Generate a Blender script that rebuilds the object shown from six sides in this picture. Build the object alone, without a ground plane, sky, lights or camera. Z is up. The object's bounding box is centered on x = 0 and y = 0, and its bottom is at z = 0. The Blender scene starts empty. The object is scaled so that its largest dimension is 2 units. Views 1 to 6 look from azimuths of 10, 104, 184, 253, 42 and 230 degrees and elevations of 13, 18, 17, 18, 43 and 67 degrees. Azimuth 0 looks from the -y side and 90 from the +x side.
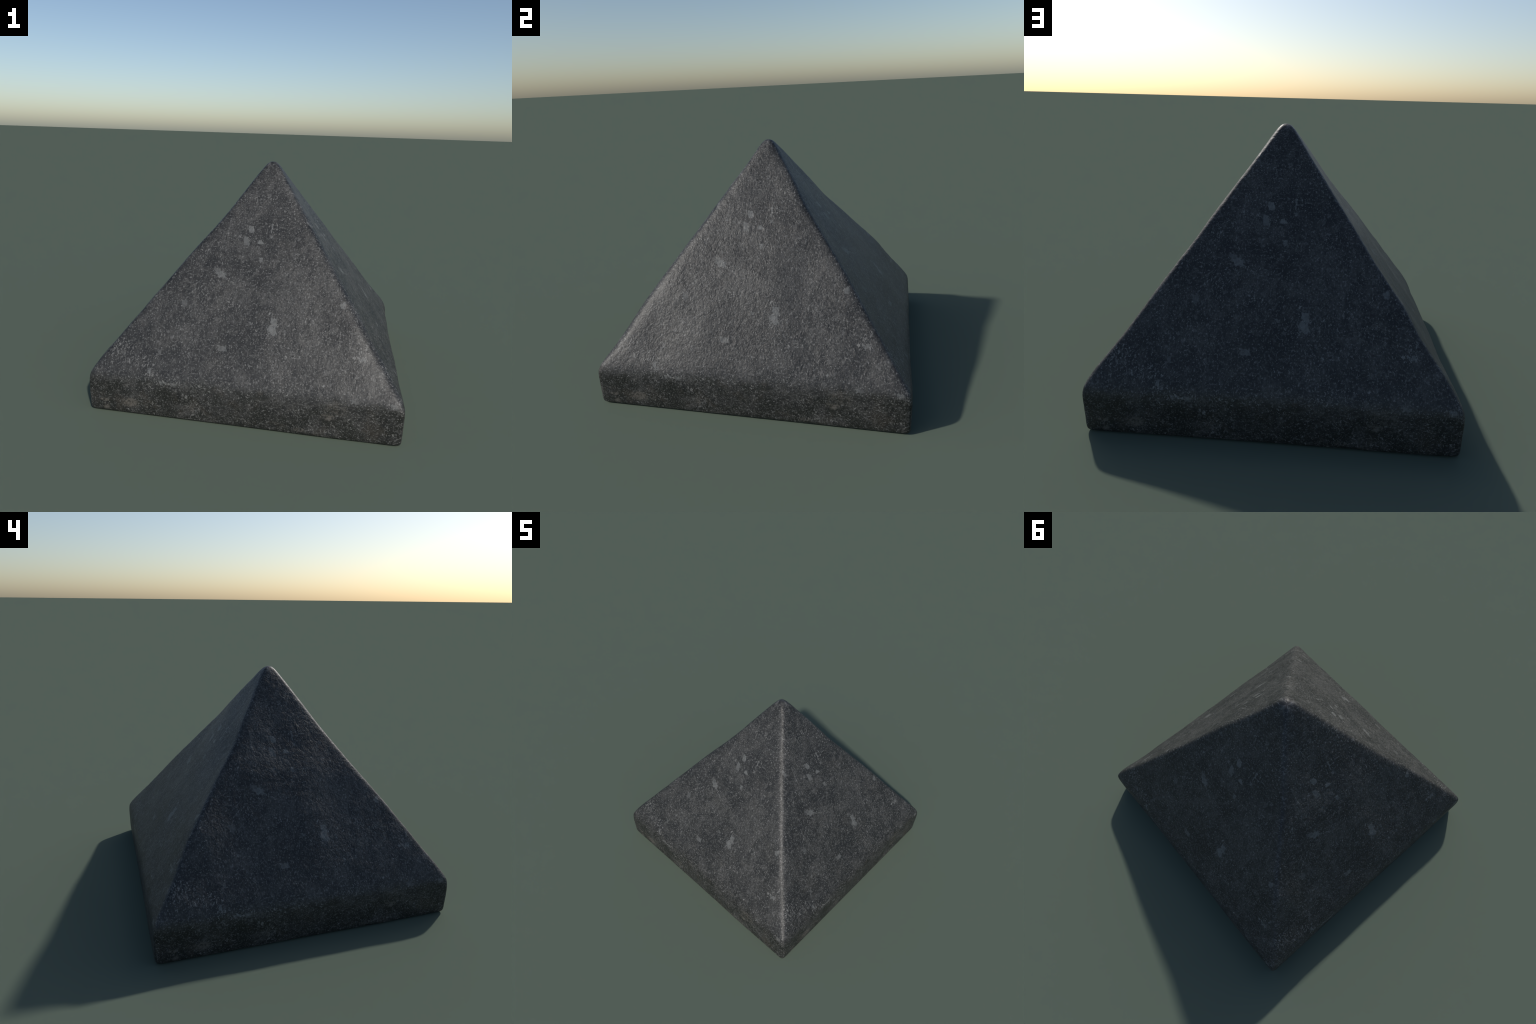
"""A weathered dark stone pyramid: four slopes on a low square band, soft arrises,
gently dented by hand dressing.  One smooth body, split into its sloped cap and its base band."""
import math
import bpy
import numpy as np
from mathutils import Vector, noise

# ----------------------------------------------------------------------------- shape
EAVE_Z = 0.255          # height of the band
EAVE_W = 0.988          # half width at the eaves
FOOT_W = 0.984          # half width at the ground
APEX_Z = 1.628          # where the four slopes would meet if they were sharp
TIP_Z = 1.597           # the worn tip
APEX_XY = (0.020, -0.012)
SOFT = 90.0             # the larger, the sharper the arrises

RIGHT = {"front": (1, 0), "right": (0, 1), "back": (-1, 0), "left": (0, -1)}
OUT = {"front": (0, -1), "right": (1, 0), "back": (0, 1), "left": (-1, 0)}

# shallow dents (-) and swells (+) in each dressed slope: across, up, radius, depth
SLOPE_RELIEF = {
    "front": [(-0.30, 1.20, 0.22, -0.012), (-0.46, 0.95, 0.20, -0.009), (0.65, 0.77, 0.22, 0.010),
              (0.12, 1.45, 0.12, -0.008), (0.87, 0.43, 0.15, -0.006), (0.28, 0.62, (0.33, 0.33), 0.008),
              (-0.12, 0.75, 0.19, -0.006), (0.50, 0.72, 0.13, -0.006), (0.00, 1.25, 0.10, -0.004)],
    "right": [(0.15, 0.80, (0.16, 0.38), 0.006), (-0.45, 0.62, 0.26, 0.006), (0.90, 0.34, 0.14, 0.010),
              (0.04, 1.33, 0.14, -0.006), (-0.55, 0.44, 0.18, -0.009), (0.30, 0.80, 0.17, -0.009),
              (0.40, 0.40, 0.11, -0.005), (0.05, 0.25, (0.25, 0.07), -0.005)],
    "back": [(-0.32, 1.17, 0.20, -0.013), (0.33, 1.15, 0.18, -0.015), (0.66, 0.68, 0.19, 0.017),
             (0.08, 0.62, (0.22, 0.36), 0.008), (-0.50, 0.45, 0.25, -0.003), (0.05, 1.31, 0.13, -0.008)],
    "left": [(0.30, 1.22, 0.20, -0.013), (0.87, 0.42, 0.15, 0.006), (-0.36, 0.52, 0.20, -0.006),
             (0.45, 0.70, 0.20, -0.006), (0.10, 0.62, (0.16, 0.30), 0.005), (0.10, 0.97, (0.40, 0.12), 0.004),
             (0.00, 1.11, 0.14, -0.008), (-0.62, 0.68, 0.13, 0.014), (-0.85, 0.36, 0.12, 0.005), (0.60, 0.60, 0.20, 0.003)],
}
WALL_RELIEF = {
    "front": [(0.50, 0.05, (0.3, 0.2), 0.004)],
    "right": [(0.93, 0.30, 0.14, 0.008), (0.05, 0.20, (0.4, 0.12), -0.004)],
    "back": [(0.75, 0.05, (0.25, 0.2), 0.006), (-0.34, 0.16, (0.3, 0.12), -0.004)],
    "left": [(0.45, 0.10, (0.3, 0.2), 0.005)],
}
CAP_TRIM = {"front": 0.003, "right": 0.002, "back": 0.003, "left": 0.004}
WALL_TRIM = {"front": 0.004, "right": 0.004, "back": 0.004, "left": 0.005}


def relief(spots, u, z):
    total = np.zeros_like(u)
    for across, up, radius, depth in spots:
        ru, rz = radius if isinstance(radius, tuple) else (radius, radius)
        total += depth * np.exp(-(((u - across) / ru) ** 2 + ((z - up) / rz) ** 2))
    return total


def signed_field(p):
    """Smooth maximum of the bounding faces: below zero inside the stone."""
    faces = []
    for side, (ox, oy) in OUT.items():
        rx, ry = RIGHT[side]
        out = p[:, 0] * ox + p[:, 1] * oy
        u = p[:, 0] * rx + p[:, 1] * ry
        z = p[:, 2]
        # slope: passes through the eave line and the apex
        top = APEX_XY[0] * ox + APEX_XY[1] * oy
        run, rise = EAVE_W - top, APEX_Z - EAVE_Z
        size = math.hypot(run, rise)
        slope = ((out - EAVE_W) * rise + (z - EAVE_Z) * run) / size
        faces.append(slope - CAP_TRIM[side] - relief(SLOPE_RELIEF[side], u, z))
        # wall of the band, leaning in a little towards the foot
        wall = out - (FOOT_W + (EAVE_W - FOOT_W) * z / EAVE_Z)
        faces.append(wall - WALL_TRIM[side] - relief(WALL_RELIEF[side], u, z))
    faces.append(p[:, 2] - TIP_Z)
    faces.append(-p[:, 2])
    d = np.stack(faces)
    top = d.max(0)
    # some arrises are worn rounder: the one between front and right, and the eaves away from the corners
    x, y, z = p.T
    hip = np.exp(-(((x + y) / 0.25) ** 2)) * np.clip(x * 4, 0, 1) * np.clip((z - 0.22) * 7, 0, 1)
    reach = np.minimum(np.abs(x), np.abs(y))
    wave = 0.75 + 0.25 * np.sin(7.0 * (x + 1.3 * y) + 2.0 * np.sin(3.0 * (y - x)))
    lip = np.exp(-(((z - 0.26) / 0.13) ** 2)) * np.clip((0.88 - reach) * 4, 0, 1) * wave
    soft = SOFT * (1 - 0.52 * hip * (1 - lip) - 0.42 * lip)
    return top + np.log(np.exp(soft * (d - top)).sum(0)) / soft - 0.004 * hip * (1 - lip)


def ring(half, z, per_side):
    """Square ring, its points crowding towards the corners."""
    t = np.linspace(0, 1, per_side, endpoint=False)
    s = 2 * t - 1
    s = 0.45 * s + 0.55 * np.sin(s * math.pi / 2)
    one = np.ones_like(s)
    xs = np.concatenate([s, one, -s, -one]) * half
    ys = np.concatenate([-one, s, one, -s]) * half
    return np.stack([xs, ys, np.full_like(xs, z)], 1)


def eased(a, b, n, crowd_start, crowd_end):
    t = np.linspace(0, 1, n)
    if crowd_start and crowd_end:
        t = 0.5 * t + 0.5 * (0.5 - 0.5 * np.cos(math.pi * t))
    elif crowd_end:
        t = 0.5 * t + 0.5 * np.sin(t * math.pi / 2)
    elif crowd_start:
        t = 0.5 * t + 0.5 * (1 - np.cos(t * math.pi / 2))
    return a + (b - a) * t


def build_stone():
    per_side, bottom_n, wall_n, slope_n = 220, 24, 46, 260
    rings = []
    for w in eased(0.02, FOOT_W, bottom_n, False, True):
        rings.append(ring(w, 0.0, per_side))
    for z in eased(0.0, EAVE_Z, wall_n, True, True)[1:]:
        rings.append(ring(FOOT_W + (EAVE_W - FOOT_W) * z / EAVE_Z, z, per_side))
    eave_ring = len(rings) - 1
    for t in eased(0.0, 0.997, slope_n, True, True)[1:]:
        r = ring(EAVE_W * (1 - t), EAVE_Z + (APEX_Z - EAVE_Z) * t, per_side)
        r[:, 0] += APEX_XY[0] * t
        r[:, 1] += APEX_XY[1] * t
        rings.append(r)
    count = 4 * per_side
    pts = np.concatenate(rings + [np.array([[0, 0, 0.0]]), np.array([[APEX_XY[0], APEX_XY[1], APEX_Z]])])

    # pull every point along its ray from the heart of the stone on to the soft surface
    heart = np.array([APEX_XY[0] * 0.5, APEX_XY[1] * 0.5, 0.32])
    ray = pts - heart
    lo, hi = np.full(len(pts), 0.5), np.full(len(pts), 1.3)
    for _ in range(26):
        mid = 0.5 * (lo + hi)
        inside = signed_field(heart + ray * mid[:, None]) < 0
        lo, hi = np.where(inside, mid, lo), np.where(inside, hi, mid)
    pts = heart + ray * (0.5 * (lo + hi))[:, None]
    step = 1e-4
    away = np.stack([signed_field(pts + step * e) - signed_field(pts - step * e) for e in np.eye(3)], 1)
    away /= np.linalg.norm(away, axis=1)[:, None]
    # hand-dressed unevenness: slow swells and a faint tooth
    lumps = np.array([noise.fractal(Vector(p) * 3.2, 1.0, 2.0, 3) for p in pts])
    tooth = np.array([noise.noise(Vector(p) * 34.0) for p in pts])
    lumps *= np.clip(pts[:, 2] / 0.06, 0, 1)
    tooth *= np.clip(pts[:, 2] / 0.06, 0, 1)
    pts += away * (0.0035 * lumps + 0.0008 * tooth)[:, None]
    pts[:, 2] -= pts[:, 2].min()

    faces, owner = [], []
    for k in range(len(rings) - 1):
        a = k * count + np.arange(count)
        b = k * count + (np.arange(count) + 1) % count
        faces.append(np.stack([a, b, b + count, a + count], 1))
        owner.append(np.full(count, int(k >= eave_ring)))
    quads, owner = np.concatenate(faces), np.concatenate(owner)
    i = np.arange(count)
    j = (i + 1) % count
    last = (len(rings) - 1) * count
    tri_low = np.stack([j, i, np.full(count, len(pts) - 2)], 1)
    tri_top = np.stack([last + i, last + j, np.full(count, len(pts) - 1)], 1)
    polys = {0: quads[owner == 0].tolist() + tri_low.tolist(),
             1: quads[owner == 1].tolist() + tri_top.tolist()}
    whole = bpy.data.meshes.new("whole_stone")
    whole.from_pydata(pts.tolist(), [], polys[0] + polys[1])
    whole.update()
    normals = np.empty(len(pts) * 3, np.float32)
    whole.vertices.foreach_get("normal", normals)
    bpy.data.meshes.remove(whole)
    return pts, normals.reshape(-1, 3), polys


def part_mesh(name, pts, normals, polys, material):
    used = np.unique(np.concatenate([np.asarray(p) for p in polys]))
    new = np.full(len(pts), -1)
    new[used] = np.arange(len(used))
    mesh = bpy.data.meshes.new(name)
    mesh.from_pydata(pts[used].tolist(), [], [[int(new[v]) for v in p] for p in polys])
    mesh.update()
    mesh.polygons.foreach_set("use_smooth", [True] * len(mesh.polygons))
    mesh.normals_split_custom_set_from_vertices(normals[used].tolist())
    mesh.materials.append(material)
    return mesh


# -------------------------------------------------------------------------- material
class Nodes:
    """Small helper for writing node trees as expressions."""

    def __init__(self, tree):
        self.tree = tree

    def put(self, socket, value):
        if isinstance(value, bpy.types.NodeSocket):
            self.tree.links.new(value, socket)
        elif value is not None:
            if socket.type == "RGBA" and len(value) == 3:
                value = (*value, 1.0)
            socket.default_value = value

    def math(self, op, a, b=None, c=None, clamp=False):
        n = self.tree.nodes.new("ShaderNodeMath")
        n.operation, n.use_clamp = op, clamp
        for s, v in zip(n.inputs, (a, b, c)):
            self.put(s, v)
        return n.outputs[0]

    def join(self, x, y, z=0.0):
        n = self.tree.nodes.new("ShaderNodeCombineXYZ")
        for s, v in zip(n.inputs, (x, y, z)):
            self.put(s, v)
        return n.outputs[0]

    def noise(self, vector, scale, detail=2.0, rough=0.5, distort=0.0, colour=False):
        n = self.tree.nodes.new("ShaderNodeTexNoise")
        self.put(n.inputs["Vector"], vector)
        n.inputs["Scale"].default_value = scale
        n.inputs["Detail"].default_value = detail
        n.inputs["Roughness"].default_value = rough
        n.inputs["Distortion"].default_value = distort
        return n.outputs["Color" if colour else "Fac"]

    def voronoi(self, vector, scale, output="Distance", feature="F1"):
        n = self.tree.nodes.new("ShaderNodeTexVoronoi")
        n.feature = feature
        self.put(n.inputs["Vector"], vector)
        n.inputs["Scale"].default_value = scale
        return n.outputs[output]

    def ramp(self, value, a, b, low=0.0, high=1.0, smooth=True):
        n = self.tree.nodes.new("ShaderNodeMapRange")
        n.interpolation_type = "SMOOTHSTEP" if smooth else "LINEAR"
        self.put(n.inputs["Value"], value)
        for key, v in zip(("From Min", "From Max", "To Min", "To Max"), (a, b, low, high)):
            n.inputs[key].default_value = v
        return n.outputs["Result"]

    def mix(self, factor, a, b, kind="MIX"):
        n = self.tree.nodes.new("ShaderNodeMix")
        n.data_type, n.blend_type, n.clamp_factor = "RGBA", kind, True
        self.put(n.inputs[0], factor)
        self.put(n.inputs[6], a)
        self.put(n.inputs[7], b)
        return n.outputs[2]

    def vec(self, op, a, b=None, scale=None):
        n = self.tree.nodes.new("ShaderNodeVectorMath")
        n.operation = op
        self.put(n.inputs[0], a)
        self.put(n.inputs[1], b)
        if scale is not None:
            n.inputs["Scale"].default_value = scale
        return n.outputs[0]


# pale mineral inclusions: across, up, half width, half height, strength
CHIPS = [
    (0.163, 0.622, 0.017, 0.024, 0.70), (0.157, 0.578, 0.025, 0.023, 0.75),
    (-0.068, 1.142, 0.016, 0.019, 0.75), (-0.090, 1.068, 0.016, 0.024, 0.60),
    (0.007, 1.068, 0.014, 0.012, 0.75), (0.075, 1.153, 0.005, 0.026, 0.65),
    (0.078, 1.100, 0.006, 0.008, 0.65), (0.029, 0.961, 0.010, 0.013, 0.65),
    (-0.228, 0.858, 0.026, 0.016, 0.70), (-0.255, 0.878, 0.022, 0.016, 0.40),
    (-0.146, 0.457, 0.024, 0.012, 0.55), (0.590, 0.745, 0.014, 0.014, 0.60),
    (-0.306, 1.189, 0.010, 0.020, 0.50), (0.020, 0.600, 0.009, 0.009, 0.55),
    (-0.442, 0.679, 0.016, 0.018, 0.40), (-0.547, 0.403, 0.008, 0.014, 0.40),
    (-0.592, 0.302, 0.009, 0.012, 0.70), (0.726, 0.472, 0.016, 0.010, 0.50),
    (0.924, 0.260, 0.018, 0.012, 0.45), (-0.490, 0.242, 0.022, 0.009, 0.40),
    (-0.425, 0.235, 0.014, 0.012, 0.55), (0.690, 0.258, 0.014, 0.010, 0.45),
]
# tan lichen or clay caught in the rough of the band
TAN = [
    (-0.710, 0.084, 0.050, 0.030, 0.85), (-0.884, 0.083, 0.026, 0.010, 0.80),
    (-0.870, 0.040, 0.020, 0.020, 0.55), (0.544, 0.150, 0.040, 0.020, 0.75),
    (0.590, 0.200, 0.070, 0.040, 0.30), (0.383, 0.037, 0.035, 0.015, 0.45),
    (-0.300, 0.090, 0.014, 0.035, 0.45),
]
# where the small pale flecks crowd together: across, up, half width, half height, strength
CROWDS = [
    (-0.82, 0.41, 0.10, 0.05, 1.0), (-0.68, 0.35, 0.12, 0.04, 0.9), (-0.50, 0.25, 0.16, 0.03, 0.9),
    (-0.30, 0.15, 0.06, 0.12, 0.8), (0.15, 0.39, 0.16, 0.03, 0.7), (0.72, 0.49, 0.06, 0.05, 0.9),
    (0.30, 0.28, 0.14, 0.05, 0.8), (-0.34, 0.77, 0.10, 0.05, 0.7), (-0.16, 0.70, 0.06, 0.05, 0.8),
    (-0.15, 0.82, 0.10, 0.03, 0.7), (0.285, 0.975, 0.05, 0.05, 0.9), (0.10, 1.15, 0.05, 0.04, 0.7),
    (0.03, 1.34, 0.06, 0.03, 0.9), (-0.37, 0.99, 0.05, 0.05, 0.7), (-0.18, 1.09, 0.08, 0.02, 0.7),
    (0.42, 0.55, 0.18, 0.10, 0.4), (-0.45, 0.50, 0.20, 0.08, 0.5), (0.95, 0.25, 0.05, 0.03, 0.8),
]


def stone_material(name):
    m = bpy.data.materials.new(name)
    m.use_nodes = True
    tree = m.node_tree
    n = Nodes(tree)
    shader = tree.nodes["Principled BSDF"]
    place = tree.nodes.new("ShaderNodeTexCoord").outputs["Object"]
    split = tree.nodes.new("ShaderNodeSeparateXYZ")
    tree.links.new(place, split.inputs[0])
    x, y, z = split.outputs
    # every side carries the same grain, seen straight on: u runs to the right, z up
    sideways = n.math("GREATER_THAN", n.math("ABSOLUTE", x), n.math("ABSOLUTE", y))
    u_side = n.math("MULTIPLY", n.math("SIGN", x), y)
    u_front = n.math("MULTIPLY", n.math("MULTIPLY", n.math("SIGN", y), x), -1.0)
    u = n.math("ADD", n.math("MULTIPLY", u_side, sideways),
               n.math("MULTIPLY", u_front, n.math("SUBTRACT", 1.0, sideways)))
    uv = n.join(u, z, 0.0)

    def shifted(dx, dy):
        return n.vec("ADD", uv, (dx, dy, 0.0))

    def spots(table, ru, rz, soft, raggedness=None, angular=False):
        """Strongest of a list of blobs, each fading from its middle out."""
        best = None
        for across, up, hw, hh, strength in table:
            du = n.math("MULTIPLY_ADD", ru, 1 / hw, -across / hw)
            dz = n.math("MULTIPLY_ADD", rz, 1 / hh, -up / hh)
            if angular:
                far = n.math("MAXIMUM", n.math("ABSOLUTE", n.math("MULTIPLY_ADD", du, 0.9, n.math("MULTIPLY", dz, 0.25))), n.math("ABSOLUTE", dz))
            else:
                far = n.math("ADD", n.math("MULTIPLY", du, du), n.math("MULTIPLY", dz, dz))
            if raggedness is not None:
                far = n.math("ADD", far, raggedness)
            one = n.ramp(far, 1.0 + soft, 1.0 - soft, 0.0, strength)
            best = one if best is None else n.math("MAXIMUM", best, one)
        return best

    # broad and middling mottling
    cloud = n.noise(shifted(3.1, 7.7), 3.0, 4.0, 0.6, 0.4)
    mottle = n.noise(shifted(8.2, 4.9), 13.0, 6.0, 0.68, 0.5)
    tone = n.math("ADD", n.math("MULTIPLY", cloud, 0.5), n.math("MULTIPLY", mottle, 0.5))
    colour = n.mix(n.ramp(tone, 0.40, 0.60), (0.0165, 0.0172, 0.0176), (0.0475, 0.0472, 0.0458))
    warm = n.noise(shifted(11.3, 2.4), 5.0, 5.0, 0.62)
    colour = n.mix(n.ramp(warm, 0.50, 0.68, 0.0, 0.55), colour, (0.0425, 0.0410, 0.0380))
    swirl = n.noise(n.vec("MULTIPLY", shifted(9.1, 0.3), (1.0, 0.8, 1.0)), 4.5, 5.0, 0.62, 1.8)
    colour = n.mix(n.ramp(swirl, 0.50, 0.38, 0.0, 0.65), colour, (0.0135, 0.0142, 0.0146))

    # the rough band and its wavy upper edge are stained almost black in patches
    edge = n.noise(n.vec("MULTIPLY", shifted(0.4, 0.8), (1.0, 0.3, 1.0)), 3.4, 4.0, 0.55)
    level = n.math("SUBTRACT", z, n.math("MULTIPLY", n.math("SUBTRACT", edge, 0.5), 0.16))
    low = n.ramp(level, 0.275, 0.235)
    # a pale spur of the slope breaks down through the stain
    spur = spots([(0.36, 0.235, 0.15, 0.060, 1.0)], u, z, 0.6)
    low = n.math("MULTIPLY", low, n.math("SUBTRACT", 1.0, spur))
    blotch = n.noise(n.vec("MULTIPLY", shifted(6.6, 3.3), (1.0, 1.7, 1.0)), 5.5, 5.0, 0.65, 0.5)
    colour = n.mix(n.math("MULTIPLY", low, n.ramp(blotch, 0.60, 0.42, 0.0, 0.85)), colour, (0.0130, 0.0142, 0.0122))
    rust = n.noise(shifted(2.7, 6.1), 7.0, 4.0, 0.6)
    colour = n.mix(n.math("MULTIPLY", low, n.ramp(rust, 0.52, 0.68, 0.0, 0.6)), colour, (0.040, 0.035, 0.029))

    # pale dusty scuffs, drawn out sideways
    scuff = n.noise(n.vec("MULTIPLY", shifted(7.3, 2.2), (0.8, 1.5, 1.0)), 9.0, 6.0, 0.7, 1.4)
    colour = n.mix(n.ramp(scuff, 0.55, 0.70, 0.0, 0.6), colour, (0.0720, 0.0705, 0.0670))

    # salt-and-pepper grain in two sizes
    coarse = n.noise(uv, 48.0, 2.0, 0.55, 0.8)
    fine = n.noise(shifted(4.4, 1.1), 105.0, 2.0, 0.6, 0.3)
    colour = n.mix(n.ramp(coarse, 0.48, 0.30, 0.0, 0.65), colour, (0.0125, 0.0130, 0.0135))
    colour = n.mix(n.ramp(coarse, 0.54, 0.74, 0.0, 0.65), colour, (0.098, 0.098, 0.096))
    colour = n.mix(n.ramp(fine, 0.46, 0.28, 0.0, 0.65), colour, (0.0110, 0.0112, 0.0115))
    colour = n.mix(n.ramp(fine, 0.55, 0.72, 0.0, 0.80), colour, (0.150, 0.150, 0.148))

    # ragged coordinates for everything that has a chipped edge
    wobble = n.vec("SCALE", n.vec("SUBTRACT", n.noise(uv, 40.0, 3.0, 0.65, 0.0, True), (0.5, 0.5, 0.5)), None, 0.028)
    ragged = tree.nodes.new("ShaderNodeSeparateXYZ")
    tree.links.new(n.vec("ADD", uv, wobble), ragged.inputs[0])
    ru, rz = ragged.outputs[0], ragged.outputs[1]

    # small pale flecks, scattered thinly and crowding in drifts
    fleck = n.noise(shifted(5.5, 1.2), 70.0, 2.5, 0.6, 0.8)
    drift = n.noise(shifted(1.9, 9.4), 5.0, 5.0, 0.7)
    crowd = n.math("MAXIMUM", spots(CROWDS, ru, rz, 0.95), n.ramp(drift, 0.50, 0.66, 0.0, 0.7))
    crowd = n.math("MAXIMUM", crowd, n.math("MULTIPLY", low, n.ramp(drift, 0.40, 0.62, 0.0, 0.75)))
    gate = n.math("ADD", fleck, n.math("MULTIPLY", crowd, 0.105))
    colour = n.mix(n.ramp(gate, 0.636, 0.745, 0.0, 0.75), colour, (0.175, 0.175, 0.170))

    # single pale inclusions and tan clay
    bite = n.math("MULTIPLY", n.math("SUBTRACT", n.noise(shifted(0.7, 5.2), 75.0, 2.0), 0.5), 2.2)
    chips = spots(CHIPS, ru, rz, 0.16, n.math("MULTIPLY", bite, 0.75), True)
    chips = n.math("MULTIPLY", chips, n.ramp(n.noise(shifted(3.9, 8.8), 48.0, 3.0, 0.6), 0.32, 0.58, 0.55, 1.0))
    colour = n.mix(chips, colour, (0.138, 0.142, 0.140))
    clay = n.math("MULTIPLY", spots(TAN, ru, rz, 0.9, n.math("MULTIPLY", bite, 1.6)), n.ramp(coarse, 0.36, 0.56, 0.1, 1.0))
    colour = n.mix(clay, colour, (0.105, 0.097, 0.086))

    tree.links.new(colour, shader.inputs["Base Color"])
    shader.inputs["Roughness"].default_value = 0.50
    shader.inputs["Specular IOR Level"].default_value = 0.38

    # leathery, pitted tooth of the weathered surface
    tooth = n.noise(n.vec("MULTIPLY", place, (1.0, 1.0, 0.75)), 50.0, 1.0, 0.45, 0.9)
    pits = n.noise(place, 17.0, 4.0, 0.62)
    height = n.math("ADD", n.math("MULTIPLY", tooth, 0.7), n.math("MULTIPLY", pits, 0.7))
    bump = tree.nodes.new("ShaderNodeBump")
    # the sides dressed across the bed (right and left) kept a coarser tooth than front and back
    n.put(bump.inputs["Strength"], n.math("MULTIPLY_ADD", sideways, 0.08, 0.19))
    bump.inputs["Distance"].default_value = 0.014
    tree.links.new(height, bump.inputs["Height"])
    tree.links.new(bump.outputs[0], shader.inputs["Normal"])
    return m


# -------------------------------------------------------------------------- assembly
def main():
    pts, normals, polys = build_stone()
    scene = bpy.context.scene
    root = bpy.data.objects.new("stone_pyramid", None)
    root["label"] = "dark grey weathered stone pyramid on a low square base"
    root["category"] = "stone pyramid"
    scene.collection.objects.link(root)
    stone = stone_material("weathered_dark_stone")
    for name, key in (("base_band", 0), ("sloped_cap", 1)):
        mesh = part_mesh(name, pts, normals, polys[key], stone)
        part = bpy.data.objects.new(name, mesh)
        part.parent = root
        scene.collection.objects.link(part)


main()
